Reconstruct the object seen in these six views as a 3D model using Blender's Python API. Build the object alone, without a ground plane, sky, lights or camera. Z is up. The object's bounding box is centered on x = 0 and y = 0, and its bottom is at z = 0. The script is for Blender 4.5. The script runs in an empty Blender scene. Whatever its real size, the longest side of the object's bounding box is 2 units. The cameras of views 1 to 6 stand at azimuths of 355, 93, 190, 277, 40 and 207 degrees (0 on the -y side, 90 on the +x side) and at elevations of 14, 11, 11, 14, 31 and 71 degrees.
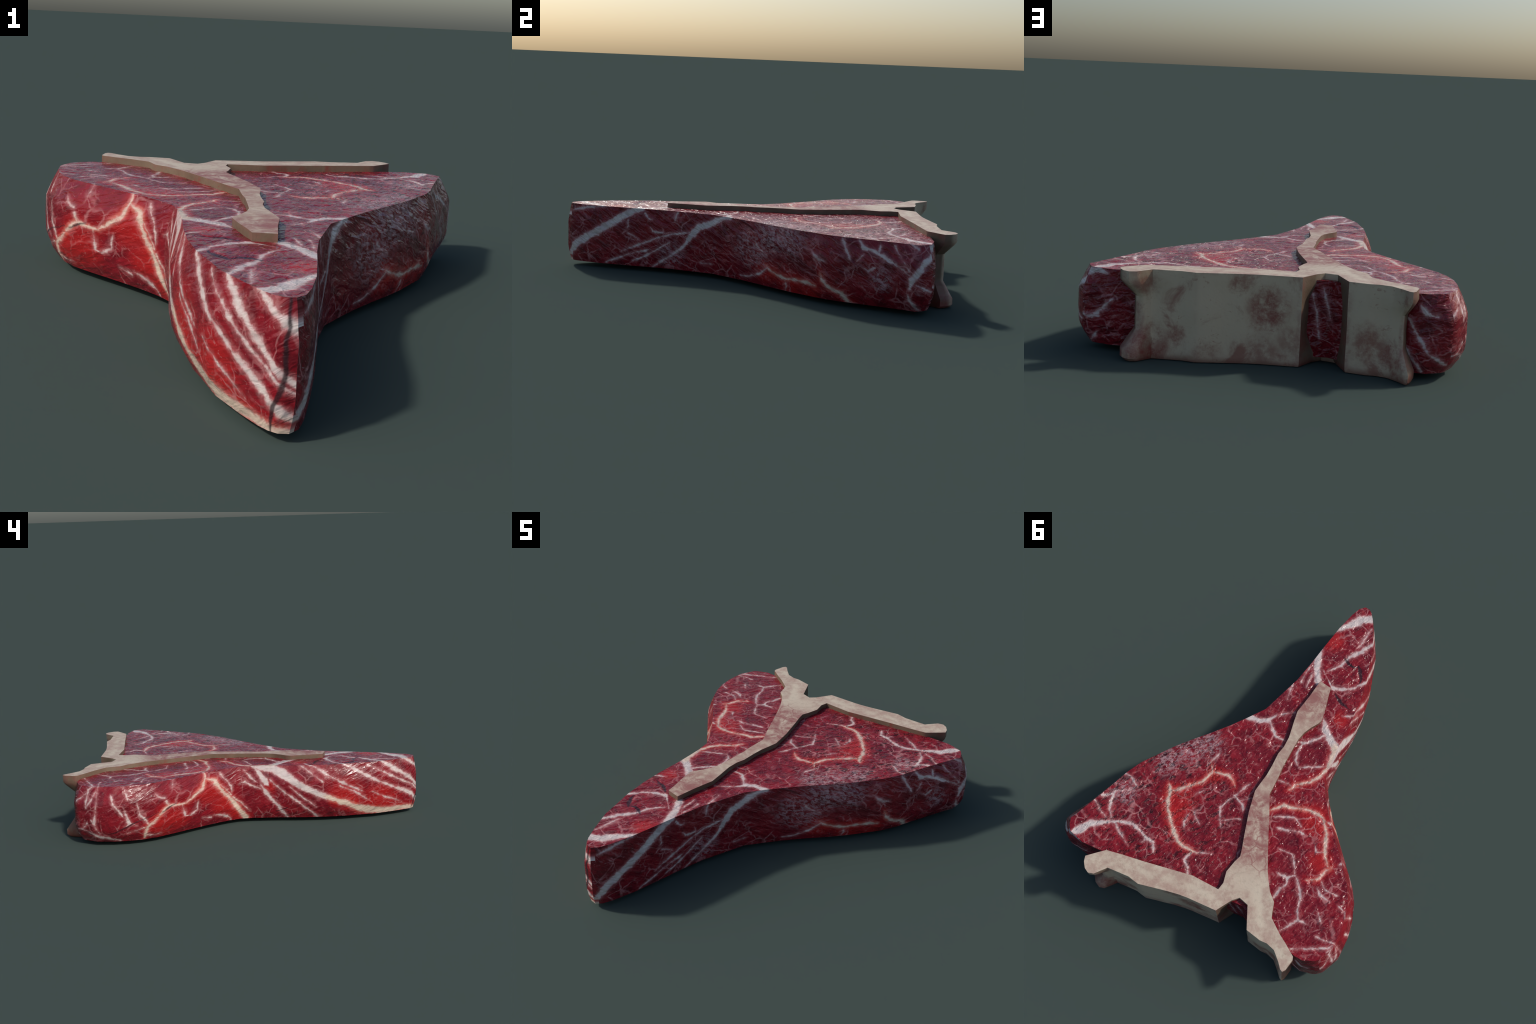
"""A raw T-bone steak: three muscles around a T-shaped bone, marbled with fat."""
import bpy
import math
from mathutils import Vector, noise
from mathutils.geometry import delaunay_2d_cdt

# ---------------------------------------------------------------- sizes (metres)
MEAT_TOP, MEAT_LOW = 0.333, 0.024       # the two cut faces of the meat
BONE_TOP, BONE_LOW = 0.357, 0.000       # the saw left the bone standing proud

# Outline of the cut face, anticlockwise from the tip of the tail.
# x, y, and how far the flank swells out half way down.
MEAT_OUTLINE = [
    (-.060, -.981, .018), (-.034, -.982, .018), (-.011, -.958, .014), (.008, -.905, .012), (.032, -.80, .010), (.052, -.66, .010),
    (.066, -.55, .010), (.088, -.42, .010), (.121, -.306, .012), (.153, -.195, .014), (.21, -.11, .014),
    (.27, -.025, .014), (.346, .07, .016), (.41, .145, .018), (.47, .222, .020), (.522, .30, .022),
    (.572, .375, .024), (.608, .455, .026), (.632, .53, .030), (.66, .61, .034), (.688, .69, .040),
    (.712, .757, .046), (.730, .798, .048), (.715, .832, .042), (.696, .857, .030), (.672, .865, .018), (.61, .878, .014),
    (.52, .872, .010), (.40, .858, .006), (.25, .838, .004), (.05, .80, .002), (-.14, .788, .004),
    (-.195, .781, .006), (-.25, .776, .006), (-.30, .800, .004), (-.42, .825, .006), (-.53, .852, .010),
    (-.59, .868, .014), (-.632, .868, .022), (-.690, .840, .036), (-.705, .822, .042), (-.734, .745, .045), (-.731, .65, .045),
    (-.716, .57, .042), (-.69, .50, .040), (-.65, .432, .036), (-.57, .341, .032), (-.472, .236, .030),
    (-.401, .154, .028), (-.347, .085, .026), (-.305, .015, .024), (-.291, -.05, .024), (-.284, -.12, .026),
    (-.277, -.20, .030), (-.272, -.35, .036), (-.262, -.46, .038), (-.24, -.585, .034), (-.22, -.65, .032),
    (-.188, -.765, .026), (-.135, -.875, .020), (-.10, -.938, .016), (-.080, -.965, .016),
]
# share of the swelling at each height
MEAT_PROFILE = [(.333, 0), (.331, .02), (.289, .52), (.240, .98), (.172, 1.03), (.105, .98), (.060, .56), (.026, .02), (.024, 0)]

# Outline of the bone, anticlockwise from the blade's end: x, y and, where the bone
# waists between its two cut faces, the x, y of the waist.
BONE_OUTLINE = [
    (-.095, -.455), (-.027, -.464), (-.018, -.36), (-.003, -.255), (-.016, -.186), (-.033, -.106), (-.035, -.047),
    (-.027, -.002), (-.031, .075), (-.031, .13), (-.025, .18), (-.020, .233), (-.027, .264), (-.046, .344),
    (-.088, .469), (-.110, .53), (-.121, .567), (-.111, .601), (-.099, .666), (-.114, .724), (-.108, .764),
    (.035, .765), (.277, .818), (.401, .842), (.477, .859),
    (.510, .891, .485, .880), (.553, .934, .502, .906), (.544, .961, .496, .926), (.522, .988, .484, .944),
    (.497, 1.0, .468, .950), (.469, .991, .452, .946), (.424, .932, .424, .926),
    (.311, .921), (.252, .930), (.102, .891), (.047, .879), (.004, .873), (-.149, .861),
    (-.193, .780, -.168, .775), (-.221, .750, -.221, .735), (-.272, .762, -.290, .755), (-.303, .823), (-.328, .872), (-.408, .885), (-.445, .882),
    (-.490, .893, -.480, .884), (-.536, .933, -.512, .898), (-.561, .960, -.534, .911), (-.574, .965, -.545, .910),
    (-.584, .950, -.553, .900), (-.592, .893, -.556, .874), (-.586, .877, -.552, .861), (-.522, .837), (-.477, .812), (-.406, .762),
    (-.393, .730), (-.379, .688), (-.337, .653), (-.307, .612), (-.278, .569), (-.241, .501), (-.199, .419),
    (-.140, .301), (-.093, .213), (-.089, .113), (-.082, .046), (-.081, -.06), (-.081, -.12), (-.090, -.165),
    (-.109, -.209), (-.131, -.247), (-.138, -.272), (-.125, -.335), (-.106, -.403),
]
BONE_PROFILE = [(.357, 0), (.318, 0), (.300, .2), (.252, 1), (.185, 1.02), (.120, 1), (.080, .5), (.042, 0), (.012, 0), (.0, .12)]

# ---------------------------------------------------------------- fat strands
# Each strand is a spine of x, y points with its half width in millimetres.
# Cut face: x, y.  Flanks: y, z.  GLOW strands have blood-bright meat along them.
PLAIN, GLOW = 0, 1


def strand(kind, spine):
    return kind, spine


CUT_FAT = [
    strand(PLAIN, [(0.064, -0.662, 15), (0.053, -0.590, 25), (0.025, -0.529, 23), (-0.023, -0.454, 19)]),
    strand(PLAIN, [(0.042, -0.775, 7), (0.016, -0.815, 17), (-0.018, -0.856, 28), (-0.056, -0.903, 32), (-0.113, -0.944, 28)]),
    strand(PLAIN, [(-0.033, -0.544, 2), (-0.073, -0.600, 7), (-0.096, -0.673, 12), (-0.139, -0.740, 15), (-0.179, -0.813, 11)]),
    strand(PLAIN, [(-0.114, -0.743, 4), (-0.120, -0.807, 6), (-0.123, -0.879, 6)]),
    strand(PLAIN, [(-0.015, -0.534, 4), (-0.053, -0.504, 5), (-0.095, -0.468, 12), (-0.146, -0.488, 8), (-0.202, -0.527, 8), (-0.244, -0.593, 11), (-0.245, -0.652, 7)]),
    strand(PLAIN, [(-0.216, -0.352, 4), (-0.275, -0.385, 6), (-0.306, -0.443, 5)]),
    strand(PLAIN, [(-0.138, -0.293, 10), (-0.171, -0.245, 25), (-0.214, -0.212, 21), (-0.260, -0.181, 32), (-0.283, -0.145, 26)]),
    strand(GLOW, [(-0.273, -0.156, 23), (-0.282, -0.105, 18), (-0.284, -0.050, 12), (-0.269, 0.005, 9), (-0.236, 0.055, 9), (-0.185, 0.099, 10), (-0.164, 0.141, 7)]),
    strand(PLAIN, [(-0.184, -0.212, 16), (-0.151, -0.161, 11), (-0.113, -0.120, 7), (-0.082, -0.115, 3)]),
    strand(PLAIN, [(-0.109, -0.114, 8), (-0.109, -0.057, 7), (-0.119, -0.023, 6), (-0.154, 0.013, 5)]),
    strand(PLAIN, [(-0.152, 0.010, 5), (-0.208, -0.025, 5), (-0.282, -0.069, 5)]),
    strand(PLAIN, [(-0.092, 0.118, 3), (-0.148, 0.111, 5), (-0.174, 0.120, 6)]),
    strand(PLAIN, [(0.230, -0.094, 15), (0.195, -0.114, 23), (0.152, -0.120, 17), (0.112, -0.143, 17), (0.086, -0.194, 12)]),
    strand(PLAIN, [(0.103, -0.148, 13), (0.069, -0.113, 9), (0.034, -0.084, 8), (-0.011, -0.084, 5)]),
    strand(PLAIN, [(0.080, -0.197, 5), (0.043, -0.226, 4), (0.011, -0.252, 3)]),
    strand(PLAIN, [(0.064, -0.516, 3), (0.064, -0.422, 4)]),
    strand(PLAIN, [(0.035, -0.498, 3), (0.023, -0.403, 4)]),
    strand(PLAIN, [(0.099, -0.387, 6), (0.081, -0.296, 6)]),
    strand(GLOW, [(0.245, 0.215, 5), (0.223, 0.244, 11), (0.240, 0.300, 9), (0.254, 0.327, 7), (0.297, 0.371, 8), (0.332, 0.411, 11), (0.359, 0.431, 13)]),
    strand(GLOW, [(0.387, 0.406, 4), (0.361, 0.432, 13), (0.349, 0.481, 12), (0.321, 0.526, 9), (0.285, 0.566, 10), (0.252, 0.597, 13)]),
    strand(GLOW, [(0.301, 0.556, 11), (0.237, 0.612, 13), (0.195, 0.645, 11), (0.157, 0.653, 9), (0.100, 0.655, 13)]),
    strand(PLAIN, [(0.105, 0.658, 6), (0.064, 0.641, 3), (0.012, 0.618, 1)]),
    strand(PLAIN, [(0.106, 0.664, 12), (0.118, 0.710, 12), (0.084, 0.735, 8), (0.067, 0.765, 5)]),
    strand(GLOW, [(0.223, 0.244, 11), (0.181, 0.231, 6), (0.140, 0.219, 6), (0.112, 0.234, 4), (0.085, 0.255, 2)]),
    strand(PLAIN, [(0.261, 0.213, 2), (0.243, 0.141, 3)]),
    strand(PLAIN, [(0.242, 0.397, 3), (0.215, 0.352, 3)]),
    strand(PLAIN, [(0.065, 0.300, 3), (0.039, 0.311, 6), (0.006, 0.318, 9), (-0.013, 0.347, 3)]),
    strand(PLAIN, [(0.022, 0.306, 6), (-0.010, 0.278, 4)]),
    strand(PLAIN, [(0.057, 0.296, 3), (0.043, 0.252, 3), (0.025, 0.207, 3)]),
    strand(PLAIN, [(0.064, 0.309, 2), (0.097, 0.388, 3), (0.065, 0.445, 3), (0.042, 0.477, 2)]),
    strand(PLAIN, [(0.062, 0.449, 2), (0.004, 0.407, 2), (-0.027, 0.394, 2)]),
    strand(PLAIN, [(0.219, 0.495, 3), (0.219, 0.545, 4), (0.196, 0.576, 3)]),
    strand(PLAIN, [(0.216, 0.458, 3), (0.189, 0.488, 3), (0.143, 0.518, 3)]),
    strand(PLAIN, [(0.681, 0.850, 22), (0.653, 0.823, 32), (0.628, 0.781, 27), (0.560, 0.727, 12), (0.492, 0.692, 10), (0.443, 0.679, 9), (0.387, 0.688, 9), (0.341, 0.709, 11), (0.296, 0.709, 8)]),
    strand(PLAIN, [(0.301, 0.709, 11), (0.274, 0.750, 4)]),
    strand(PLAIN, [(0.333, 0.704, 8), (0.352, 0.737, 3)]),
    strand(PLAIN, [(0.517, 0.714, 5), (0.474, 0.748, 6), (0.400, 0.786, 3)]),
    strand(PLAIN, [(0.553, 0.703, 7), (0.583, 0.670, 8), (0.600, 0.619, 10), (0.609, 0.573, 13)]),
    strand(PLAIN, [(0.658, 0.621, 8), (0.627, 0.608, 9), (0.609, 0.589, 9)]),
    strand(PLAIN, [(0.611, 0.570, 11), (0.574, 0.549, 6), (0.530, 0.525, 8)]),
    strand(PLAIN, [(0.616, 0.465, 6), (0.580, 0.466, 11), (0.551, 0.481, 11), (0.523, 0.496, 5)]),
    strand(PLAIN, [(0.688, 0.652, 3), (0.621, 0.696, 3), (0.568, 0.711, 3)]),
    strand(PLAIN, [(0.654, 0.532, 6), (0.625, 0.531, 7)]),
    strand(GLOW, [(-0.133, 0.281, 8), (-0.181, 0.228, 12), (-0.244, 0.208, 9), (-0.306, 0.186, 9), (-0.364, 0.185, 9), (-0.406, 0.196, 9)]),
    strand(GLOW, [(-0.387, 0.187, 9), (-0.441, 0.249, 10), (-0.460, 0.306, 8), (-0.482, 0.347, 7), (-0.526, 0.397, 10)]),
    strand(GLOW, [(-0.546, 0.394, 9), (-0.527, 0.426, 9), (-0.512, 0.479, 8), (-0.465, 0.512, 4)]),
    strand(PLAIN, [(-0.476, 0.343, 5), (-0.442, 0.361, 5), (-0.421, 0.335, 4)]),
    strand(PLAIN, [(-0.422, 0.199, 8), (-0.445, 0.201, 9), (-0.462, 0.177, 6)]),
    strand(PLAIN, [(-0.408, 0.513, 4), (-0.376, 0.546, 11), (-0.391, 0.574, 10), (-0.370, 0.615, 9), (-0.361, 0.671, 9)]),
    strand(PLAIN, [(-0.319, 0.548, 3), (-0.376, 0.546, 9)]),
    strand(PLAIN, [(-0.411, 0.519, 5), (-0.447, 0.558, 6), (-0.482, 0.604, 8), (-0.492, 0.649, 9), (-0.522, 0.705, 9)]),
    strand(PLAIN, [(-0.523, 0.701, 9), (-0.494, 0.752, 6), (-0.464, 0.801, 3)]),
    strand(PLAIN, [(-0.518, 0.704, 9), (-0.566, 0.702, 6)]),
    strand(PLAIN, [(-0.271, 0.433, 3), (-0.342, 0.431, 4), (-0.381, 0.477, 4), (-0.400, 0.511, 4)]),
    strand(PLAIN, [(-0.207, 0.343, 3), (-0.272, 0.327, 5), (-0.320, 0.308, 4), (-0.352, 0.313, 4)]),
    strand(PLAIN, [(-0.169, 0.300, 3), (-0.262, 0.256, 4), (-0.313, 0.282, 3)]),
    strand(PLAIN, [(-0.530, 0.520, 3), (-0.562, 0.546, 10), (-0.615, 0.553, 5)]),
    strand(PLAIN, [(-0.534, 0.481, 3), (-0.572, 0.512, 4), (-0.633, 0.507, 4)]),
    strand(PLAIN, [(-0.592, 0.631, 4), (-0.621, 0.658, 4)]),
    strand(PLAIN, [(-0.662, 0.549, 5), (-0.704, 0.562, 6), (-0.727, 0.592, 6), (-0.746, 0.575, 5)]),
    strand(PLAIN, [(-0.573, 0.364, 6), (-0.595, 0.337, 6), (-0.624, 0.351, 5)]),
    strand(PLAIN, [(-0.634, 0.736, 4), (-0.694, 0.731, 5), (-0.735, 0.723, 9)]),
    strand(PLAIN, [(-0.735, 0.723, 10), (-0.715, 0.758, 8), (-0.645, 0.797, 5), (-0.554, 0.850, 5)]),
    strand(PLAIN, [(-0.735, 0.730, 8), (-0.720, 0.780, 5)]),
]

NEAR_FLANK_FAT = [
    strand(GLOW, [(0.191, 0.328, 5), (0.187, 0.301, 10), (0.198, 0.259, 13), (0.233, 0.227, 10), (0.279, 0.191, 9)]),
    strand(GLOW, [(0.275, 0.192, 9), (0.327, 0.195, 8), (0.367, 0.197, 8), (0.397, 0.170, 8), (0.427, 0.134, 7), (0.466, 0.103, 7), (0.483, 0.066, 8), (0.496, 0.038, 7)]),
    strand(GLOW, [(0.185, 0.304, 11), (0.143, 0.286, 15), (0.114, 0.235, 12), (0.076, 0.182, 13), (0.037, 0.125, 15), (0.010, 0.075, 18), (-0.019, 0.027, 22)]),
    strand(PLAIN, [(0.372, 0.229, 6), (0.363, 0.196, 13)]),
    strand(PLAIN, [(0.298, 0.192, 7), (0.292, 0.150, 5), (0.289, 0.123, 5)]),
    strand(PLAIN, [(0.289, 0.123, 5), (0.264, 0.115, 6), (0.229, 0.137, 4), (0.221, 0.189, 3)]),
    strand(PLAIN, [(0.342, 0.335, 5), (0.348, 0.293, 5)]),
    strand(PLAIN, [(0.424, 0.277, 3), (0.410, 0.260, 4), (0.375, 0.245, 3)]),
    strand(PLAIN, [(0.592, 0.337, 3), (0.578, 0.311, 6), (0.561, 0.266, 3)]),
    strand(PLAIN, [(0.576, 0.208, 4), (0.563, 0.163, 9), (0.557, 0.132, 13), (0.580, 0.117, 5)]),
    strand(PLAIN, [(0.553, 0.136, 7), (0.515, 0.117, 3)]),
    strand(PLAIN, [(0.512, 0.244, 5), (0.504, 0.179, 6), (0.472, 0.143, 3), (0.462, 0.115, 3)]),
    strand(PLAIN, [(0.651, 0.289, 3), (0.638, 0.246, 3), (0.612, 0.210, 4), (0.590, 0.178, 3)]),
    strand(PLAIN, [(0.723, 0.336, 4), (0.729, 0.247, 3), (0.737, 0.195, 3), (0.746, 0.143, 4), (0.741, 0.104, 3)]),
    strand(PLAIN, [(0.759, 0.156, 5), (0.743, 0.117, 3), (0.724, 0.083, 2)]),
    strand(PLAIN, [(0.735, 0.341, 5), (0.778, 0.320, 4), (0.787, 0.267, 4), (0.793, 0.228, 3)]),
    strand(PLAIN, [(0.861, 0.246, 5), (0.794, 0.297, 3)]),
    strand(PLAIN, [(0.728, 0.315, 3), (0.759, 0.266, 4), (0.791, 0.224, 3)]),
    strand(PLAIN, [(0.866, 0.099, 3), (0.816, 0.099, 8), (0.770, 0.079, 8), (0.722, 0.056, 8), (0.672, 0.047, 9), (0.619, 0.032, 5)]),
    strand(PLAIN, [(0.815, 0.104, 11), (0.788, 0.142, 5)]),
    strand(PLAIN, [(0.576, 0.078, 4), (0.528, 0.090, 4), (0.485, 0.102, 3)]),
    strand(PLAIN, [(0.480, 0.053, 4), (0.443, 0.046, 4), (0.406, 0.049, 3)]),
    strand(PLAIN, [(0.115, 0.316, 3), (0.077, 0.268, 3), (0.054, 0.232, 4), (0.051, 0.200, 3)]),
    strand(PLAIN, [(0.113, 0.257, 3), (0.075, 0.213, 5), (0.055, 0.183, 4)]),
    strand(PLAIN, [(0.048, 0.172, 3), (-0.001, 0.120, 3), (-0.043, 0.071, 3)]),
    strand(PLAIN, [(0.151, 0.085, 3), (0.104, 0.069, 6), (0.072, 0.049, 6), (0.065, 0.029, 4)]),
    strand(PLAIN, [(0.205, 0.081, 6), (0.163, 0.070, 6)]),
    strand(PLAIN, [(-0.060, 0.333, 9), (-0.125, 0.322, 22), (-0.177, 0.320, 28), (-0.237, 0.292, 33), (-0.306, 0.242, 26), (-0.375, 0.205, 22), (-0.448, 0.167, 20), (-0.513, 0.141, 20)]),
    strand(GLOW, [(-0.504, 0.144, 20), (-0.600, 0.109, 19), (-0.665, 0.071, 29), (-0.753, 0.050, 29), (-0.841, 0.038, 22), (-0.931, 0.040, 20), (-0.997, 0.031, 18)]),
    strand(PLAIN, [(-0.081, 0.319, 13), (-0.119, 0.268, 22), (-0.142, 0.240, 22)]),
    strand(PLAIN, [(-0.109, 0.232, 9), (-0.134, 0.195, 13), (-0.163, 0.148, 13), (-0.197, 0.111, 12), (-0.231, 0.064, 13), (-0.257, 0.027, 13)]),
    strand(PLAIN, [(-0.162, 0.258, 3), (-0.217, 0.206, 4), (-0.295, 0.147, 7), (-0.360, 0.096, 8), (-0.407, 0.054, 8), (-0.429, 0.025, 11)]),
    strand(PLAIN, [(-0.270, 0.220, 3), (-0.330, 0.169, 4), (-0.391, 0.123, 4), (-0.430, 0.090, 3)]),
    strand(PLAIN, [(-0.373, 0.345, 8), (-0.450, 0.303, 7), (-0.536, 0.254, 7), (-0.644, 0.196, 7), (-0.687, 0.175, 4)]),
    strand(PLAIN, [(-0.571, 0.338, 10), (-0.623, 0.312, 10), (-0.709, 0.264, 9), (-0.797, 0.215, 10), (-0.885, 0.166, 10), (-0.930, 0.145, 13), (-0.996, 0.102, 15)]),
    strand(PLAIN, [(-0.740, 0.164, 4), (-0.819, 0.129, 4), (-0.913, 0.078, 3)]),
    strand(PLAIN, [(-0.783, 0.344, 12), (-0.840, 0.305, 14), (-0.907, 0.259, 14), (-0.995, 0.192, 13)]),
    strand(PLAIN, [(-0.714, 0.322, 4), (-0.796, 0.279, 5), (-0.885, 0.226, 6), (-0.990, 0.168, 5)]),
    strand(PLAIN, [(-0.308, 0.350, 3), (-0.385, 0.300, 4), (-0.462, 0.244, 3)]),
    strand(PLAIN, [(-0.557, 0.217, 3), (-0.644, 0.174, 4), (-0.709, 0.127, 3)]),
    strand(PLAIN, [(-0.898, 0.347, 12), (-0.994, 0.300, 16)]),
    strand(PLAIN, [(-0.016, 0.312, 4), (-0.049, 0.274, 6), (-0.083, 0.246, 4)]),
    strand(PLAIN, [(0.008, 0.242, 9), (-0.018, 0.249, 8), (-0.056, 0.229, 6), (-0.121, 0.200, 4)]),
]

FAR_FLANK_FAT = [
    strand(PLAIN, [(-0.995, 0.063, 19), (-0.939, 0.123, 28), (-0.865, 0.173, 25), (-0.793, 0.220, 25), (-0.724, 0.266, 23), (-0.655, 0.307, 23), (-0.577, 0.340, 20)]),
    strand(PLAIN, [(-0.103, 0.334, 17), (-0.158, 0.320, 17), (-0.217, 0.286, 20), (-0.271, 0.267, 24), (-0.307, 0.224, 22), (-0.338, 0.180, 11), (-0.374, 0.136, 11), (-0.433, 0.089, 9), (-0.525, 0.026, 6)]),
    strand(PLAIN, [(-0.307, 0.237, 9), (-0.422, 0.212, 6), (-0.491, 0.188, 5), (-0.629, 0.128, 7), (-0.698, 0.099, 4)]),
    strand(PLAIN, [(-0.659, 0.271, 5), (-0.658, 0.235, 6), (-0.676, 0.211, 5)]),
    strand(PLAIN, [(-0.658, 0.203, 5), (-0.602, 0.171, 6)]),
    strand(PLAIN, [(-0.567, 0.314, 4), (-0.548, 0.283, 6), (-0.516, 0.277, 4)]),
    strand(PLAIN, [(-0.393, 0.327, 8), (-0.405, 0.286, 11)]),
    strand(PLAIN, [(-0.979, 0.297, 12), (-0.890, 0.317, 8), (-0.780, 0.335, 4)]),
    strand(PLAIN, [(-0.538, 0.239, 4), (-0.519, 0.218, 5), (-0.468, 0.213, 4)]),
    strand(PLAIN, [(-0.261, 0.076, 5), (-0.197, 0.078, 5)]),
    strand(PLAIN, [(-0.778, 0.033, 4), (-0.647, 0.090, 6), (-0.536, 0.121, 4)]),
    strand(PLAIN, [(-0.637, 0.049, 4), (-0.559, 0.083, 7), (-0.431, 0.166, 6)]),
    strand(GLOW, [(0.094, 0.132, 5), (0.108, 0.118, 8), (0.153, 0.098, 7), (0.192, 0.086, 8), (0.238, 0.092, 8), (0.305, 0.093, 9), (0.338, 0.083, 8)]),
    strand(PLAIN, [(-0.042, 0.049, 3), (0.008, 0.056, 5), (0.061, 0.081, 4), (0.099, 0.124, 6)]),
    strand(PLAIN, [(0.192, 0.082, 7), (0.200, 0.050, 6), (0.195, 0.027, 4)]),
    strand(GLOW, [(0.358, 0.153, 4), (0.368, 0.122, 10), (0.389, 0.097, 10), (0.426, 0.078, 11), (0.462, 0.071, 12), (0.492, 0.034, 12), (0.521, 0.017, 8)]),
    strand(PLAIN, [(0.456, 0.326, 8), (0.470, 0.283, 8), (0.493, 0.233, 4)]),
    strand(PLAIN, [(0.530, 0.330, 6), (0.551, 0.296, 12), (0.590, 0.289, 10), (0.629, 0.270, 9), (0.680, 0.248, 9), (0.719, 0.225, 6), (0.762, 0.199, 5)]),
    strand(PLAIN, [(0.627, 0.313, 5), (0.625, 0.281, 12)]),
    strand(PLAIN, [(0.691, 0.321, 2), (0.724, 0.266, 2), (0.765, 0.207, 2)]),
    strand(PLAIN, [(0.872, 0.287, 20), (0.838, 0.266, 19), (0.802, 0.220, 16), (0.768, 0.176, 18), (0.763, 0.132, 10)]),
    strand(PLAIN, [(0.757, 0.111, 10), (0.770, 0.077, 12), (0.794, 0.053, 11), (0.812, 0.029, 6)]),
    strand(PLAIN, [(0.791, 0.160, 3), (0.827, 0.141, 5), (0.868, 0.121, 4)]),
    strand(PLAIN, [(0.757, 0.340, 5), (0.799, 0.314, 12)]),
    strand(PLAIN, [(0.524, 0.229, 5), (0.549, 0.260, 10)]),
    strand(PLAIN, [(0.545, 0.207, 3), (0.576, 0.195, 4), (0.610, 0.212, 3)]),
    strand(PLAIN, [(0.037, 0.227, 3), (0.065, 0.202, 3), (0.097, 0.184, 3)]),
    strand(PLAIN, [(0.313, 0.243, 3), (0.347, 0.217, 4), (0.380, 0.206, 2)]),
]
# behind the bone: x, z
BACK_FAT = [
    strand(PLAIN, [(.74, .29, 6), (.71, .315, 16), (.66, .325, 14), (.62, .315, 5)]),
    strand(PLAIN, [(.60, .22, 4), (.63, .19, 8), (.67, .15, 7), (.69, .13, 4)]),
    strand(PLAIN, [(.74, .14, 5), (.70, .135, 6), (.66, .14, 3)]),
    strand(PLAIN, [(.70, .03, 8), (.68, .06, 8), (.66, .08, 3)]),
    strand(PLAIN, [(-.56, .24, 7), (-.60, .17, 8), (-.64, .11, 8), (-.68, .08, 12), (-.71, .06, 6)]),
    strand(PLAIN, [(-.55, .13, 5), (-.58, .08, 6), (-.62, .03, 5)]),
    strand(PLAIN, [(-.60, .29, 8), (-.625, .26, 12), (-.67, .25, 5)]),
    strand(PLAIN, [(-.18, .28, 3), (-.20, .2, 4), (-.21, .10, 4)]),
    strand(PLAIN, [(-.22, .31, 3), (-.24, .24, 5), (-.26, .17, 4)]),
]

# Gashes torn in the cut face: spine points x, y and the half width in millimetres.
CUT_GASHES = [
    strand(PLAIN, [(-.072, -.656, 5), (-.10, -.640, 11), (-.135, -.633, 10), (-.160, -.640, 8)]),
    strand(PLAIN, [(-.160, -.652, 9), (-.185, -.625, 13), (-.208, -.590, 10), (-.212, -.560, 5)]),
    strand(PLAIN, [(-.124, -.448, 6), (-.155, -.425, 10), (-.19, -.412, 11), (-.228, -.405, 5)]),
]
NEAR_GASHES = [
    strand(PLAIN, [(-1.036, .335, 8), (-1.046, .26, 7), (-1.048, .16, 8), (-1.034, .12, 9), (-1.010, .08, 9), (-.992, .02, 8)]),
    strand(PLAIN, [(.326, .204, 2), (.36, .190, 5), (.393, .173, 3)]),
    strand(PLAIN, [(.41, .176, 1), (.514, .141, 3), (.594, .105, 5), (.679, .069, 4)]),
    strand(PLAIN, [(-.192, .069, 3), (-.225, .078, 4), (-.259, .092, 9)]),
]


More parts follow.
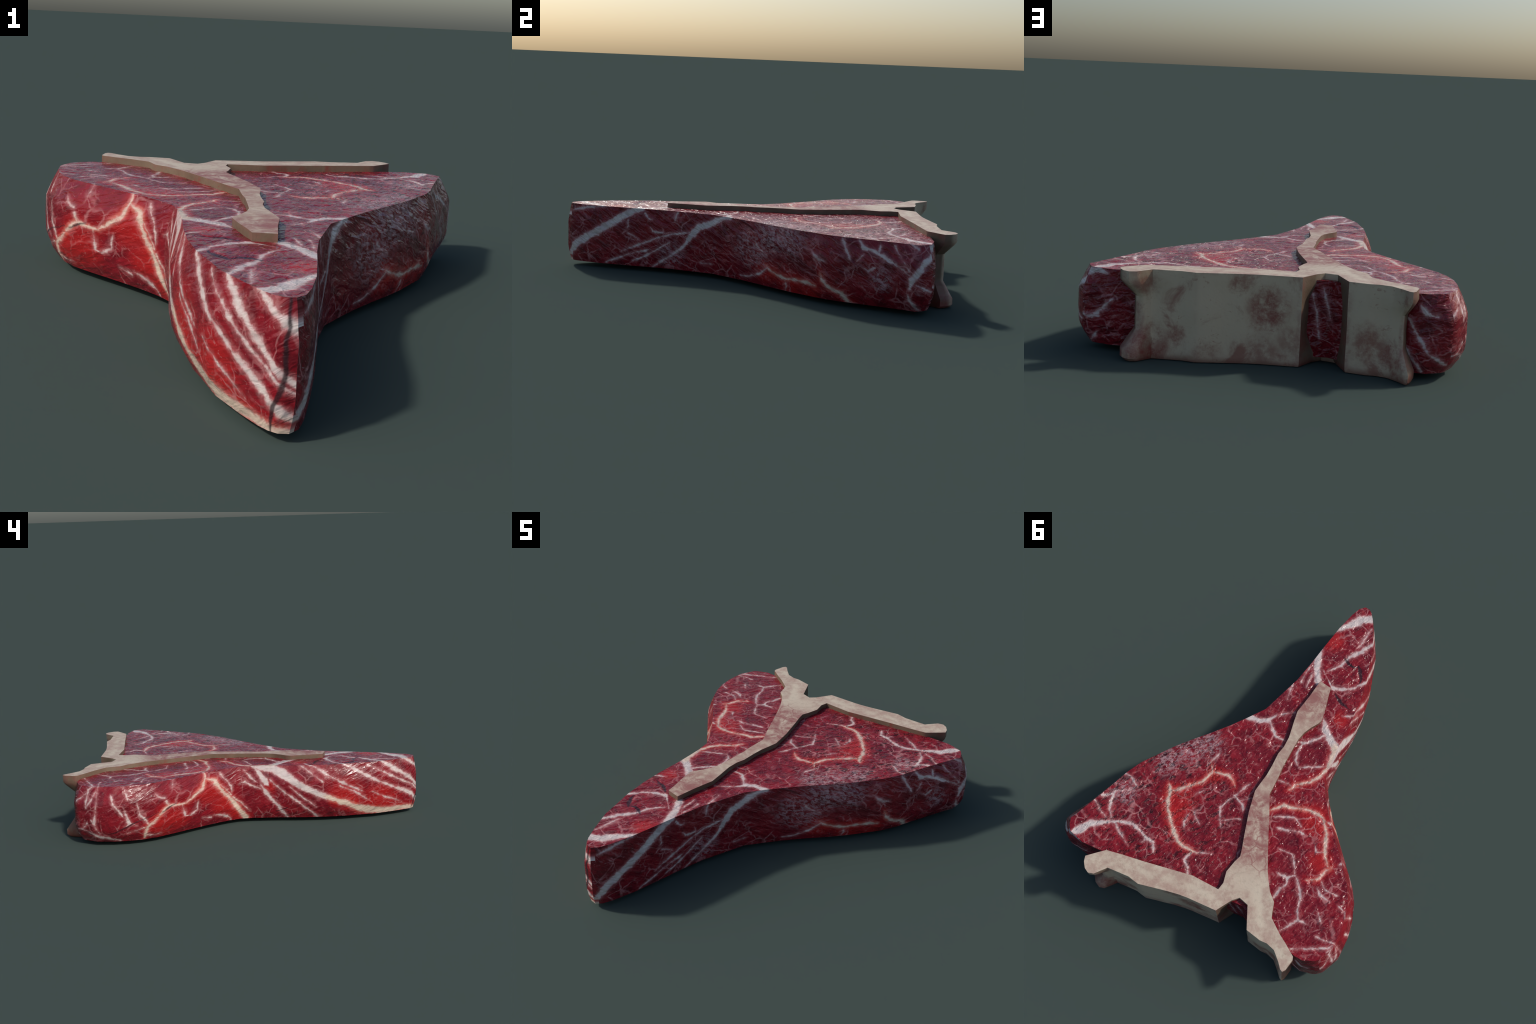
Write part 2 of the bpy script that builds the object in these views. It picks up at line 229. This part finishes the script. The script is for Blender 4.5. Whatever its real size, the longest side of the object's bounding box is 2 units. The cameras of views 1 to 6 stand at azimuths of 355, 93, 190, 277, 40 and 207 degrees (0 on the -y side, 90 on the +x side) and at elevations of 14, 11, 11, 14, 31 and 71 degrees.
# ---------------------------------------------------------------- shader building
class Shader:
    """Small helper for writing node graphs as expressions."""

    def __init__(self, name):
        self.mat = bpy.data.materials.new(name)
        self.mat.use_nodes = True
        self.tree = self.mat.node_tree
        self.tree.nodes.clear()
        self.out = self.tree.nodes.new("ShaderNodeOutputMaterial")

    def put(self, socket, value):
        if hasattr(value, "is_linked") or isinstance(value, bpy.types.NodeSocket):
            self.tree.links.new(value, socket)
        else:
            if socket.type == "RGBA" and len(value) == 3:
                value = (*value, 1)
            socket.default_value = value

    def node(self, kind, *inputs, out=0, **props):
        n = self.tree.nodes.new("ShaderNode" + kind)
        for k, v in props.items():
            if k != "named":
                setattr(n, k, v)
        for i, v in enumerate(inputs):
            if v is not None:
                self.put(n.inputs[i], v)
        for k, v in props.get("named", {}).items():
            self.put(n.inputs[k], v)
        return n.outputs[out]

    def math(self, op, a, b=None, c=None, clamp=False):
        return self.node("Math", a, b, c, operation=op, use_clamp=clamp)

    def mul(self, a, b):
        return self.math("MULTIPLY", a, b)

    def add(self, a, b):
        return self.math("ADD", a, b)

    def dot(self, p, v):
        return self.node("VectorMath", p, (v.x, v.y, 0), operation="DOT_PRODUCT", out=1)

    def step(self, v, lo, hi, to_lo=0.0, to_hi=1.0):
        return self.node("MapRange", v, lo, hi, to_lo, to_hi, interpolation_type="SMOOTHSTEP")

    def noise(self, p, scale, detail=3.0, rough=0.55, warp=0.0, out=0):
        return self.node("TexNoise", out=out, named={"Vector": p, "Scale": scale, "Detail": detail, "Roughness": rough, "Distortion": warp})

    def cells(self, p, scale, feature="DISTANCE_TO_EDGE", rand=1.0, out=0):
        return self.node("TexVoronoi", out=out, feature=feature, named={"Vector": p, "Scale": scale, "Randomness": rand})

    def mix(self, f, a, b, blend="MIX"):
        n = self.tree.nodes.new("ShaderNodeMix")
        n.data_type, n.blend_type = "RGBA", blend
        for s, v in zip((n.inputs[0], n.inputs[6], n.inputs[7]), (f, a, b)):
            self.put(s, v)
        return n.outputs[2]

    def stretch(self, p, angle, sx, sy, sz=1.0):
        turned = self.node("Mapping", p, None, (0, 0, angle), (1, 1, 1))
        return self.node("Mapping", turned, None, (0, 0, 0), (sx, sy, sz))

    def blob(self, p, x, y, r, soft=0.6):
        d = self.node("VectorMath", p, (x, y, 0), operation="DISTANCE", out=1)
        return self.step(d, r, r * (1 - soft))

    def warp(self, p, scale, amount, seed=0.0):
        moved = self.node("VectorMath", p, (seed, seed * 1.7, 0), operation="ADD")
        n = self.noise(moved, scale, 2.0, out=1)
        n = self.node("VectorMath", n, (.5, .5, .5), operation="SUBTRACT")
        n = self.node("VectorMath", n, (amount, amount, 0), operation="MULTIPLY")
        return self.node("VectorMath", p, n, operation="ADD")

    def curve(self, x, points):
        n = self.tree.nodes.new("ShaderNodeFloatCurve")
        self.put(n.inputs[1], x)
        n.mapping.use_clip = False
        pts = n.mapping.curves[0].points
        for i, at in enumerate(points):
            pt = pts[i] if i < 2 else pts.new(*at)
            pt.location = at
        for i, pt in enumerate(pts):
            pt.handle_type = "VECTOR"
        n.mapping.update()
        return n.outputs[0]

    def strands(self, p, strands, pad=0.05):
        """Signed distance in metres to the nearest of the strands (negative inside)."""
        nearest = None
        for _, spine in strands:
            a, b = Vector(spine[0][:2]), Vector(spine[-1][:2])
            length = (b - a).length
            along = (b - a) / length
            across = Vector((-along.y, along.x))
            unit = length + 2 * pad
            x = self.add(self.dot(p, along / unit), (pad - a.dot(along)) / unit)
            y = self.add(self.dot(p, across / unit), .5 - a.dot(across) / unit)
            table = [((Vector(s[:2]) - a).dot(along), (Vector(s[:2]) - a).dot(across), s[2] * (.78 if s[2] > 12 else .72) / 1000) for s in spine]
            for i in (0, -1):       # thin strands fade out at both ends
                if table[i][2] < .014:
                    table[i] = (*table[i][:2], table[i][2] * .45)
            kept = [table[0]]
            for t in table[1:]:
                if t[0] > kept[-1][0] + .002:
                    kept.append(t)
            kept[-1] = table[-1] if len(kept) > 1 else kept[-1]
            lean0 = (kept[1][1] - kept[0][1]) / (kept[1][0] - kept[0][0])
            lean1 = (kept[-1][1] - kept[-2][1]) / (kept[-1][0] - kept[-2][0])
            lean0, lean1 = (max(-1, min(1, v)) for v in (lean0, lean1))
            ends = [(-pad, kept[0][1] - lean0 * pad, kept[0][2] - pad)] + kept + [(length + pad, kept[-1][1] + lean1 * pad, kept[-1][2] - pad)]
            mid, half = (self.curve(x, [((e[0] + pad) / unit, e[col] / unit + .5) for e in ends]) for col in (1, 2))
            d = self.math("ABSOLUTE", self.math("SUBTRACT", y, mid))
            d = self.math("SUBTRACT", self.add(d, .5), half)
            d = self.mul(d, unit)
            nearest = d if nearest is None else self.math("MINIMUM", nearest, d)
        return nearest

    def finish(self, **inputs):
        b = self.tree.nodes.new("ShaderNodeBsdfPrincipled")
        for k, v in inputs.items():
            self.put(b.inputs[k.replace("_", " ")], v)
        self.tree.links.new(b.outputs[0], self.out.inputs[0])
        return self.mat


def meat_material(name, plane, fat, gashes=(), bright=(), speckled=(), streak=None, torn=None, round_tip=None, bump=.7, gloss=.16, web=1.0, warp=.012, grain=1.0, fleck=.7, lay=(0, 1.6)):
    """Wet raw muscle with fat strands. plane: which object axes span the face."""
    s = Shader(name)
    obj = s.node("TexCoord", out=3)
    xyz = s.node("SeparateXYZ", obj)
    axis = dict(zip("xyz", xyz.node.outputs))
    u, v = axis[plane[0]], axis[plane[1]]
    if round_tip:       # carry the pattern on around the blunt tip of the tail
        past = s.math("MAXIMUM", s.mul(s.add(axis["x"], round_tip[0]), round_tip[1]), 0.0)
        u = s.math("SUBTRACT", u, s.mul(past, s.step(axis["y"], -.85, -.95)))
    flat = s.node("CombineXYZ", u, v, 0.0)
    p = s.warp(flat, 14, warp)
    p = s.warp(p, 45, warp * .7, 3.0)
    # -- lean muscle: soft patches, paler bundles, deep red between them
    big = s.noise(p, 6.0, 3)
    mid = s.noise(p, 17.0 * grain, 3, .55, .5)
    fine = s.noise(p, 48.0 * grain, 3, .6)
    lean = s.mix(s.step(big, .34, .66), LEAN_DARK, LEAN_RED)
    lean = s.mix(s.mul(s.step(mid, .50, .68), .60), lean, LEAN_DEEP)
    lean = s.mix(s.mul(s.step(mid, .44, .28), .28), lean, LEAN_PALE)
    lean = s.mix(s.mul(s.step(fine, .53, .68), .40), lean, LEAN_DEEP)
    if torn:
        x, y, r, angle = torn
        pits = s.noise(s.stretch(p, angle, 17.0, 46.0), 1.0, 3, .6)
        where = s.blob(p, x, y, r, .5)
        pit = s.mul(s.step(pits, .54, .66), where)
        lean = s.mix(s.mul(pit, .8), lean, LEAN_PIT_SHADOW)  # shadow inside the pits painted straight into the lean colour
    hot = None
    for x, y, r in bright:
        m = s.blob(p, x, y, r, .75)
        hot = m if hot is None else s.math("MAXIMUM", hot, m)
    if hot is not None:
        lean = s.mix(s.mul(hot, .65), lean, LEAN_BRIGHT)
    glow_set = [f for f in fat if f[0] == GLOW]
    glow = None
    if glow_set:
        dg = s.strands(p, glow_set)
        glow = s.step(dg, .045, .0)
        lean = s.mix(s.mul(glow, .55), lean, LEAN_BRIGHT)
        lean = s.mix(s.mul(s.step(dg, .012, .0), .6), lean, LEAN_ORANGE)
    # -- long slanting streaks, dark and pale
    height = s.mul(fine, .12)
    if streak is not None:
        angle, amount = streak
        st = s.noise(s.stretch(p, angle, 2.2, 26.0), 1.0, 3, .6)
        lean = s.mix(s.mul(s.step(st, .55, .75), amount), lean, LEAN_DEEP)
        lean = s.mix(s.mul(s.step(st, .45, .25), amount * .5), lean, LEAN_PALE)
        height = s.add(height, s.mul(st, .7))
    # -- hair-fine marbling: webs between muscle bundles, short flecks
    coarse = s.cells(s.warp(p, 16, .05, 7.0), 11.0)
    where = s.step(s.noise(p, 7.0, 3), .46, .60)
    line = s.mul(s.step(coarse, .050, .0), where)
    tiny = s.cells(s.warp(p, 34, .03, 11.0), 28.0)
    line2 = s.mul(s.step(tiny, .11, .0), s.step(s.noise(p, 11.0, 2), .52, .66))
    flecks = s.step(s.noise(s.stretch(p, fleck, 1.0, 3.2), 34.0, 3, .6, 1.0), .62, .74)
    flecks = s.math("MAXIMUM", flecks, s.mul(s.step(s.noise(p, 100.0, 2), .66, .74), .8))
    marb = s.math("MAXIMUM", s.mul(line, .75 * web), s.math("MAXIMUM", s.mul(line2, .5 * web), s.mul(flecks, .42)))
    spots = None
    for x, y, r in speckled:
        m = s.mul(s.blob(p, x, y, r, .8), s.step(s.noise(s.stretch(p, fleck, 1.0, 1.7), 40, 5, .75, .8), .44, .58))
        spots = m if spots is None else s.math("MAXIMUM", spots, m)
    colour = s.mix(marb, lean, FAT_PINK)
    if spots is not None:
        colour = s.mix(s.mul(spots, .55), colour, FAT_SPOT)
    # -- the fat strands
    d = s.strands(p, [f for f in fat if f[0] == PLAIN] or fat)
    if glow_set:
        d = s.math("MINIMUM", d, dg)
    d = s.add(d, s.mul(s.add(s.noise(p, 44, 5, .7), -.5), .026))
    d = s.add(d, s.mul(s.add(s.noise(flat, 16, 2), -.5), .022))
    mask = s.step(d, .0042, -.0050)
    soft = s.step(d, .017, -.004)
    fat_tint = s.mix(s.step(s.noise(p, 20, 4), .35, .7), FAT_WHITE, FAT_GREY)
    if glow is not None:
        fat_tint = s.mix(s.mul(glow, .6), fat_tint, FAT_CREAM)
    fat_tint = s.mix(s.mul(s.step(d, -.012, .001), .45), fat_tint, FAT_PINK)
    colour = s.mix(s.mul(soft, .42), colour, FAT_PINK)
    colour = s.mix(s.mul(mask, .95), colour, fat_tint)
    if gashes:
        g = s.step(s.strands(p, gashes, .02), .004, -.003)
        colour = s.mix(s.mul(g, .85), colour, (.020, .012, .016))  # baked-in occlusion: gash lines painted near black
    # -- wet, lumpy surface
    lumps = s.noise(s.stretch(p, lay[0], 1.0, lay[1]), 20.0 * grain, 2, .5, .5)
    height = s.add(height, s.mul(lumps, 1.2))
    if torn:
        height = s.add(height, s.mul(pit, -.8))
    normal = s.node("Bump", named={"Strength": bump, "Distance": .020, "Height": height})
    rough = s.step(s.noise(p, 30, 2), .3, .7, gloss, gloss + .15)
    return s.finish(Base_Color=colour, Roughness=rough, Specular_IOR_Level=.42, Normal=normal)


# dried blood on the wall behind the bone: x, z, radius, strength
BONE_STAINS = [(.44, .05, .13, 1), (.33, .10, .06, .9), (-.03, .22, .12, 1), (.08, .325, .06, .8), (-.42, .12, .11, .8), (-.50, .09, .08, .9), (.44, .30, .06, .6), (.0, .03, .12, .7), (-.12, .10, .09, .6), (.2, .02, .08, .6)]


def bone_material(name):
    s = Shader(name)
    p = s.node("TexCoord", out=3)
    xyz = s.node("SeparateXYZ", p)
    x, y, z = xyz.node.outputs
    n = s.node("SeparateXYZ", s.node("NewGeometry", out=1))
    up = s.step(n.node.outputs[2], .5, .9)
    big = s.noise(p, 5.0, 5, .62)
    fine = s.noise(p, 55.0, 4, .7)
    base = s.mix(s.step(big, .35, .68), BONE_PALE, BONE_TAN)
    base = s.mix(s.mul(s.step(fine, .45, .75), .20), base, BONE_BROWN)
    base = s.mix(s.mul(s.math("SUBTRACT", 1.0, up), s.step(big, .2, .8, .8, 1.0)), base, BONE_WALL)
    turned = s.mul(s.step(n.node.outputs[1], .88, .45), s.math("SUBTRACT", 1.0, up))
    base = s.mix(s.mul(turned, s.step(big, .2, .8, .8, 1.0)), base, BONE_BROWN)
    # marrow stain: pink over the blade, a red network where the arms meet
    flat = s.node("CombineXYZ", x, y, 0.0)
    mid = s.math("MAXIMUM", s.blob(flat, -.12, .40, .26, .5), s.mul(s.blob(flat, -.06, -.36, .22, .7), .9))
    mid = s.math("MAXIMUM", mid, s.mul(s.blob(flat, -.055, .10, .26, .8), .5))
    blush = s.mul(mid, s.step(s.noise(p, 18.0, 6, .75, .6), .32, .62))
    net = s.mul(s.step(s.cells(s.warp(p, 20, .05), 15.0), .10, .0), s.mul(s.blob(flat, -.20, .50, .15, .6), .95))
    tops = s.mix(s.mul(s.math("MAXIMUM", blush, net), s.mul(up, .95)), base, BONE_BLOOD)
    # dried blood on the sawn sides, heavier toward the ground
    low = s.step(z, .16, .0)
    stain = s.noise(p, 6.5, 7, .68, .5)
    edge = s.mul(s.step(s.add(stain, s.mul(low, .14)), .54, .72), .8)
    smear = s.step(s.noise(p, 28.0, 5, .7, .8), .60, .70)
    amount = s.math("MAXIMUM", edge, s.mul(smear, .5))
    amount = s.math("MAXIMUM", amount, s.mul(s.step(s.add(z, s.mul(stain, .07)), .075, .02), .75))
    wall = s.node("CombineXYZ", s.add(x, s.mul(s.add(stain, -.5), .10)), s.add(z, s.mul(s.add(fine, -.5), .10)), 0.0)
    for bx, bz, br, k in BONE_STAINS:
        amount = s.math("MAXIMUM", amount, s.mul(s.mul(s.blob(wall, bx, bz, br, .7), s.step(s.noise(p, 18, 7, .78), .28, .62)), k))
    sides = s.mul(amount, s.mul(s.math("SUBTRACT", 1.0, up), .85))
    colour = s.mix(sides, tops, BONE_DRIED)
    # blood gathered along the edges of the saw cut
    rim = s.mul(s.node("NewGeometry", out=7), 1.0)
    rim = s.mul(s.step(rim, .505, .54), s.step(s.noise(p, 22, 4, .7), .34, .62))
    colour = s.mix(s.mul(rim, .38), colour, BONE_BLOOD)
    saw = s.noise(s.stretch(p, .5, 6.0, 60.0), 1.0, 2)
    height = s.add(s.mul(fine, .5), s.add(s.mul(stain, .6), s.mul(saw, .12)))
    normal = s.node("Bump", named={"Strength": .35, "Distance": .006, "Height": height})
    return s.finish(Base_Color=colour, Roughness=s.step(fine, .3, .7, .45, .62), Specular_IOR_Level=.4, Normal=normal)


LEAN_PIT_SHADOW = (.030, .006, .010)
LEAN_DEEP = (.075, .004, .009)
LEAN_DARK = (.165, .007, .015)
LEAN_RED = (.25, .009, .017)
LEAN_PALE = (.36, .050, .060)
LEAN_BRIGHT = (.44, .014, .012)
LEAN_ORANGE = (.60, .11, .05)
FAT_WHITE = (.70, .61, .57)
FAT_GREY = (.58, .48, .47)
FAT_SPOT = (.52, .37, .39)
FAT_PINK = (.55, .24, .24)
FAT_CREAM = (.74, .56, .38)
BONE_PALE = (.60, .505, .39)
BONE_TAN = (.545, .435, .335)
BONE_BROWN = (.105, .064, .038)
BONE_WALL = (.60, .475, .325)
BONE_BLOOD = (.27, .085, .08)
BONE_DRIED = (.22, .022, .018)


# ---------------------------------------------------------------- geometry
def wall_points(outline, spacing):
    """Walk the closed outline in straight runs, adding points about every spacing metres."""
    pts = []
    for a, b in zip(outline, outline[1:] + outline[:1]):
        n = max(1, round(math.hypot(b[0] - a[0], b[1] - a[1]) / spacing))
        for i in range(n):
            t = i / n
            pts.append(tuple(u + (v - u) * t for u, v in zip(a, b)))
    return pts


def outward(pts):
    res = []
    for i in range(len(pts)):
        a, b = Vector(pts[i - 2][:2]), Vector(pts[(i + 2) % len(pts)][:2])
        t = (b - a).normalized()
        res.append(Vector((t.y, -t.x)))
    return res


def profile_at(profile, z):
    for (z0, s0), (z1, s1) in zip(profile, profile[1:]):
        if z1 <= z <= z0:
            return s0 + (s1 - s0) * (z0 - z) / (z0 - z1) if z0 > z1 else s0
    return 0.0


def cap(ring, spacing):
    """Triangles filling the ring, with a lattice of points inside it."""
    xs, ys = [q[0] for q in ring], [q[1] for q in ring]
    pts = [Vector(q) for q in ring]
    edges = [(i, (i + 1) % len(ring)) for i in range(len(ring))]

    def inside(x, y):
        hit = False
        for (x0, y0), (x1, y1) in zip(ring, ring[1:] + ring[:1]):
            if (y0 > y) != (y1 > y) and x < (x1 - x0) * (y - y0) / (y1 - y0) + x0:
                hit = not hit
        return hit

    def near(x, y):
        return min((x - q[0]) ** 2 + (y - q[1]) ** 2 for q in ring) ** .5

    row = 0
    y = min(ys)
    while y < max(ys):
        x = min(xs) + (spacing / 2 if row % 2 else 0)
        while x < max(xs):
            if inside(x, y) and near(x, y) > spacing * .7:
                pts.append(Vector((x, y)))
            x += spacing
        y += spacing * .87
        row += 1
    verts, _, tris, _, _, _ = delaunay_2d_cdt(pts, edges, [], 1, 1e-6)
    return verts, tris, near


def slab(outline_rings, heights, spacing, relief):
    """Closed solid from stacked rings; relief(x, y, z, edge distance) lifts the caps."""
    n = len(outline_rings[0])
    verts, faces = [], []
    for ring, z in zip(outline_rings, heights):
        verts += [Vector((q[0], q[1], z)) for q in ring]
    for k in range(len(heights) - 1):
        for i in range(n):
            j = (i + 1) % n
            faces.append((k * n + i, (k + 1) * n + i, (k + 1) * n + j, k * n + j))
    for k, up in ((0, True), (len(heights) - 1, False)):
        ring = [(q[0], q[1]) for q in outline_rings[k]]
        vs, tris, near = cap(ring, spacing)
        index = []
        for i, v in enumerate(vs):
            if i < n:
                index.append(k * n + i)
                continue
            index.append(len(verts))
            lift = relief(v.x, v.y, near(v.x, v.y))
            verts.append(Vector((v.x, v.y, heights[k] + (lift if up else -lift))))
        for t in tris:
            t = [index[i] for i in t]
            a, b, c = (verts[i] for i in t)
            if ((b - a).cross(c - a).z > 0) != up:
                t.reverse()
            faces.append(tuple(t))
    return verts, faces


def gash_depth(x, y):
    deep = 0.0
    for _, spine in CUT_GASHES:
        for (x0, y0, w0), (x1, y1, w1) in zip(spine, spine[1:]):
            a, b, q = Vector((x0, y0)), Vector((x1, y1)), Vector((x, y))
            t = max(0, min(1, (q - a).dot(b - a) / (b - a).length_squared))
            d = (a + (b - a) * t - q).length
            w = (w0 + (w1 - w0) * t) / 1000
            deep = max(deep, max(0, 1 - d / (w + .004)))
    return deep


def cut_relief(x, y, edge):
    fade = min(1, edge / .03)
    q = Vector((x, y, 4.0))
    rough = 1.0 if x > 0 and y > -.2 else .6
    h = noise.noise(q * 22) * .0022 * rough + noise.noise(q * 48) * .0016 * rough
    return fade * (h - .005 * gash_depth(x, y))


def bone_relief(x, y, edge):
    q = Vector((x, y, 9.0))
    return min(1, edge / .01) * noise.noise(q * 14) * .0012


def build_meat():
    pts = wall_points(MEAT_OUTLINE, .014)
    out = outward(pts)
    heights = [.333, .331, .320, .308, .296, .283, .270, .256, .242, .226, .210, .194, .178, .162, .146, .130, .114, .100, .086, .072, .060, .048, .036, .026, .024]
    rings = []
    for z in heights:
        s = profile_at(MEAT_PROFILE, z)
        ring = []
        for q, o in zip(pts, out):
            v = Vector(q[:2])
            mid = min(1, (MEAT_TOP - z) / .03, (z - MEAT_LOW) / .03)
            # long grooves that slant down the flanks
            g = Vector((v.x * 6 + v.y * 6 + z * 9, z * 20 - v.y * 9, 2.0))
            groove = noise.noise(g) * .0016 + noise.noise(Vector((v.x, v.y, z)) * 40) * .0009
            v = v + o * (q[2] * s + groove * mid)
            ring.append((v.x, v.y))
        rings.append(ring)
    return slab(rings, heights, .014, cut_relief)


def build_bone():
    full = [(q[0], q[1], *(q[2:] or q[:2])) for q in BONE_OUTLINE]
    pts = wall_points(full, .02)
    heights = [.357, .355, .338, .318, .300, .276, .252, .230, .208, .185, .163, .141, .120, .100, .080, .060, .042, .026, .012, .004, .0]
    out = outward(pts)
    rings = []
    for z in heights:
        s = profile_at(BONE_PROFILE, z)
        ring = []
        for q, o in zip(pts, out):
            v = Vector(q[:2]).lerp(Vector(q[2:]), s)
            mid = min(1, (BONE_TOP - z) / .04, z / .03)
            v = v + o * (noise.noise(Vector((v.x * 12, v.y * 12, z * 9))) * .004 * max(0, mid))
            if z < .012:
                v = v - o * (.012 - z) * .4
            ring.append((v.x, v.y))
        rings.append(ring)
    return slab(rings, heights, .03, bone_relief)


def smooth_mesh(name, verts, faces, angle):
    me = bpy.data.meshes.new(name)
    me.from_pydata([tuple(v) for v in verts], [], faces)
    me.update()
    me.polygons.foreach_set("use_smooth", [True] * len(me.polygons))
    me.set_sharp_from_angle(angle=math.radians(angle))
    return me


def child(name, me, parent):
    ob = bpy.data.objects.new(name, me)
    bpy.context.scene.collection.objects.link(ob)
    ob.parent = parent
    return ob


def muscle_of(c):
    """Which muscle a point of the meat belongs to."""
    if c.y < -.23 - .35 * max(0, c.x + .05):
        return "flank_tail"
    spine = -.06 if c.y < .26 else -.06 - .62 * (c.y - .26)
    return "strip_loin" if c.x > spine else "tenderloin"


def surface_of(c, n):
    """Material slot by the way a face looks: cut faces, near flank, far flank, back."""
    if abs(n.z) > .82:
        return 0
    if (c.y - .845) * .85 > (c.x - .705) * .52 and (c.y - .83) * .8 > (-c.x - .70) * .6 and c.y > .7:
        return 3
    if c.y < -.93:
        return 1 if c.x < -.022 else 2
    return 1 if n.x < 0 else 2


def split_meat(verts, faces, steak, materials):
    whole = smooth_mesh("whole", verts, faces, 42)
    normals = [tuple(c.vector) for c in whole.corner_normals]
    groups = {}
    for poly in whole.polygons:
        groups.setdefault(muscle_of(poly.center), []).append(poly)
    for name, polys in groups.items():
        used, new_faces, new_normals, slots = {}, [], [], []
        for poly in polys:
            new_faces.append([used.setdefault(v, len(used)) for v in poly.vertices])
            new_normals += [normals[i] for i in poly.loop_indices]
            slots.append(surface_of(poly.center, poly.normal))
        me = bpy.data.meshes.new(name)
        me.from_pydata([tuple(verts[v]) for v in used], [], new_faces)
        for m in materials:
            me.materials.append(m)
        me.polygons.foreach_set("use_smooth", [True] * len(me.polygons))
        me.polygons.foreach_set("material_index", slots)
        me.update()
        me.normals_split_custom_set(new_normals)
        child(name, me, steak)
    bpy.data.meshes.remove(whole)


def run_on(fat):
    """Let the strands that reach the tip of the tail run on around it."""
    kind, spine = fat
    (u0, v0, _), (u1, v1, w) = spine[-2:]
    if u1 > -.94:
        return fat
    lean = max(-.6, min(.6, (v1 - v0) / (u1 - u0)))
    return kind, spine + [(u1 - .06, v1 - .06 * lean, w), (u1 - .13, v1 - .13 * lean, w)]


# ---------------------------------------------------------------- build
steak = bpy.data.objects.new("t_bone_steak", None)
bpy.context.scene.collection.objects.link(steak)
steak["label"] = "thick raw T-bone steak, dark red marbled meat, pale bone"
steak["category"] = "raw steak"

cut = meat_material(
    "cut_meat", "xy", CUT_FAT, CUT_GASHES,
    bright=[(.30, .47, .14), (.27, .53, .09), (.20, .25, .07), (-.365, .215, .13), (-.48, .40, .09), (.02, -.72, .09), (-.22, -.33, .07)],
    speckled=[(.40, .20, .13), (.32, .12, .12), (.45, .30, .12), (.56, .55, .10)],
    web=.8, bump=.62, gloss=.15, torn=(.38, .50, .52, -1.02), lay=(-1.02, 2.0), fleck=-1.0)
near_flank = meat_material(
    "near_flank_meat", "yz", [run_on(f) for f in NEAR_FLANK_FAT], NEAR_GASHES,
    bright=[(.16, .22, .10), (.10, .13, .09), (.05, .07, .07), (.33, .12, .10), (.40, .09, .10), (-.16, .22, .06), (-.80, .10, .16), (-.6, .16, .14)],
    streak=(.42, .5), web=.6, fleck=-.5, lay=(.42, 3.0), grain=.7, bump=.34, gloss=.20, round_tip=(.10, 1))
far_flank = meat_material(
    "far_flank_meat", "yz", [run_on(f) for f in FAR_FLANK_FAT],
    bright=[(.09, .095, .08), (.22, .06, .09), (.32, .04, .08)],
    speckled=[(.106, .27, .12), (.20, .28, .12), (.02, .20, .14), (.64, .16, .08), (-.42, .10, .10)],
    streak=(.55, .85), web=.8, fleck=.55, lay=(.55, 2.2), grain=.75, bump=.6, round_tip=(.005, -1))
back_flank = meat_material(
    "back_flank_meat", "xz", BACK_FAT, streak=(.3, .8), web=.8)
split_meat(*build_meat(), steak, [cut, near_flank, far_flank, back_flank])

bone_mesh = smooth_mesh("bone", *build_bone(), 38)
bone_mesh.materials.append(bone_material("sawn_bone"))
child("bone", bone_mesh, steak)
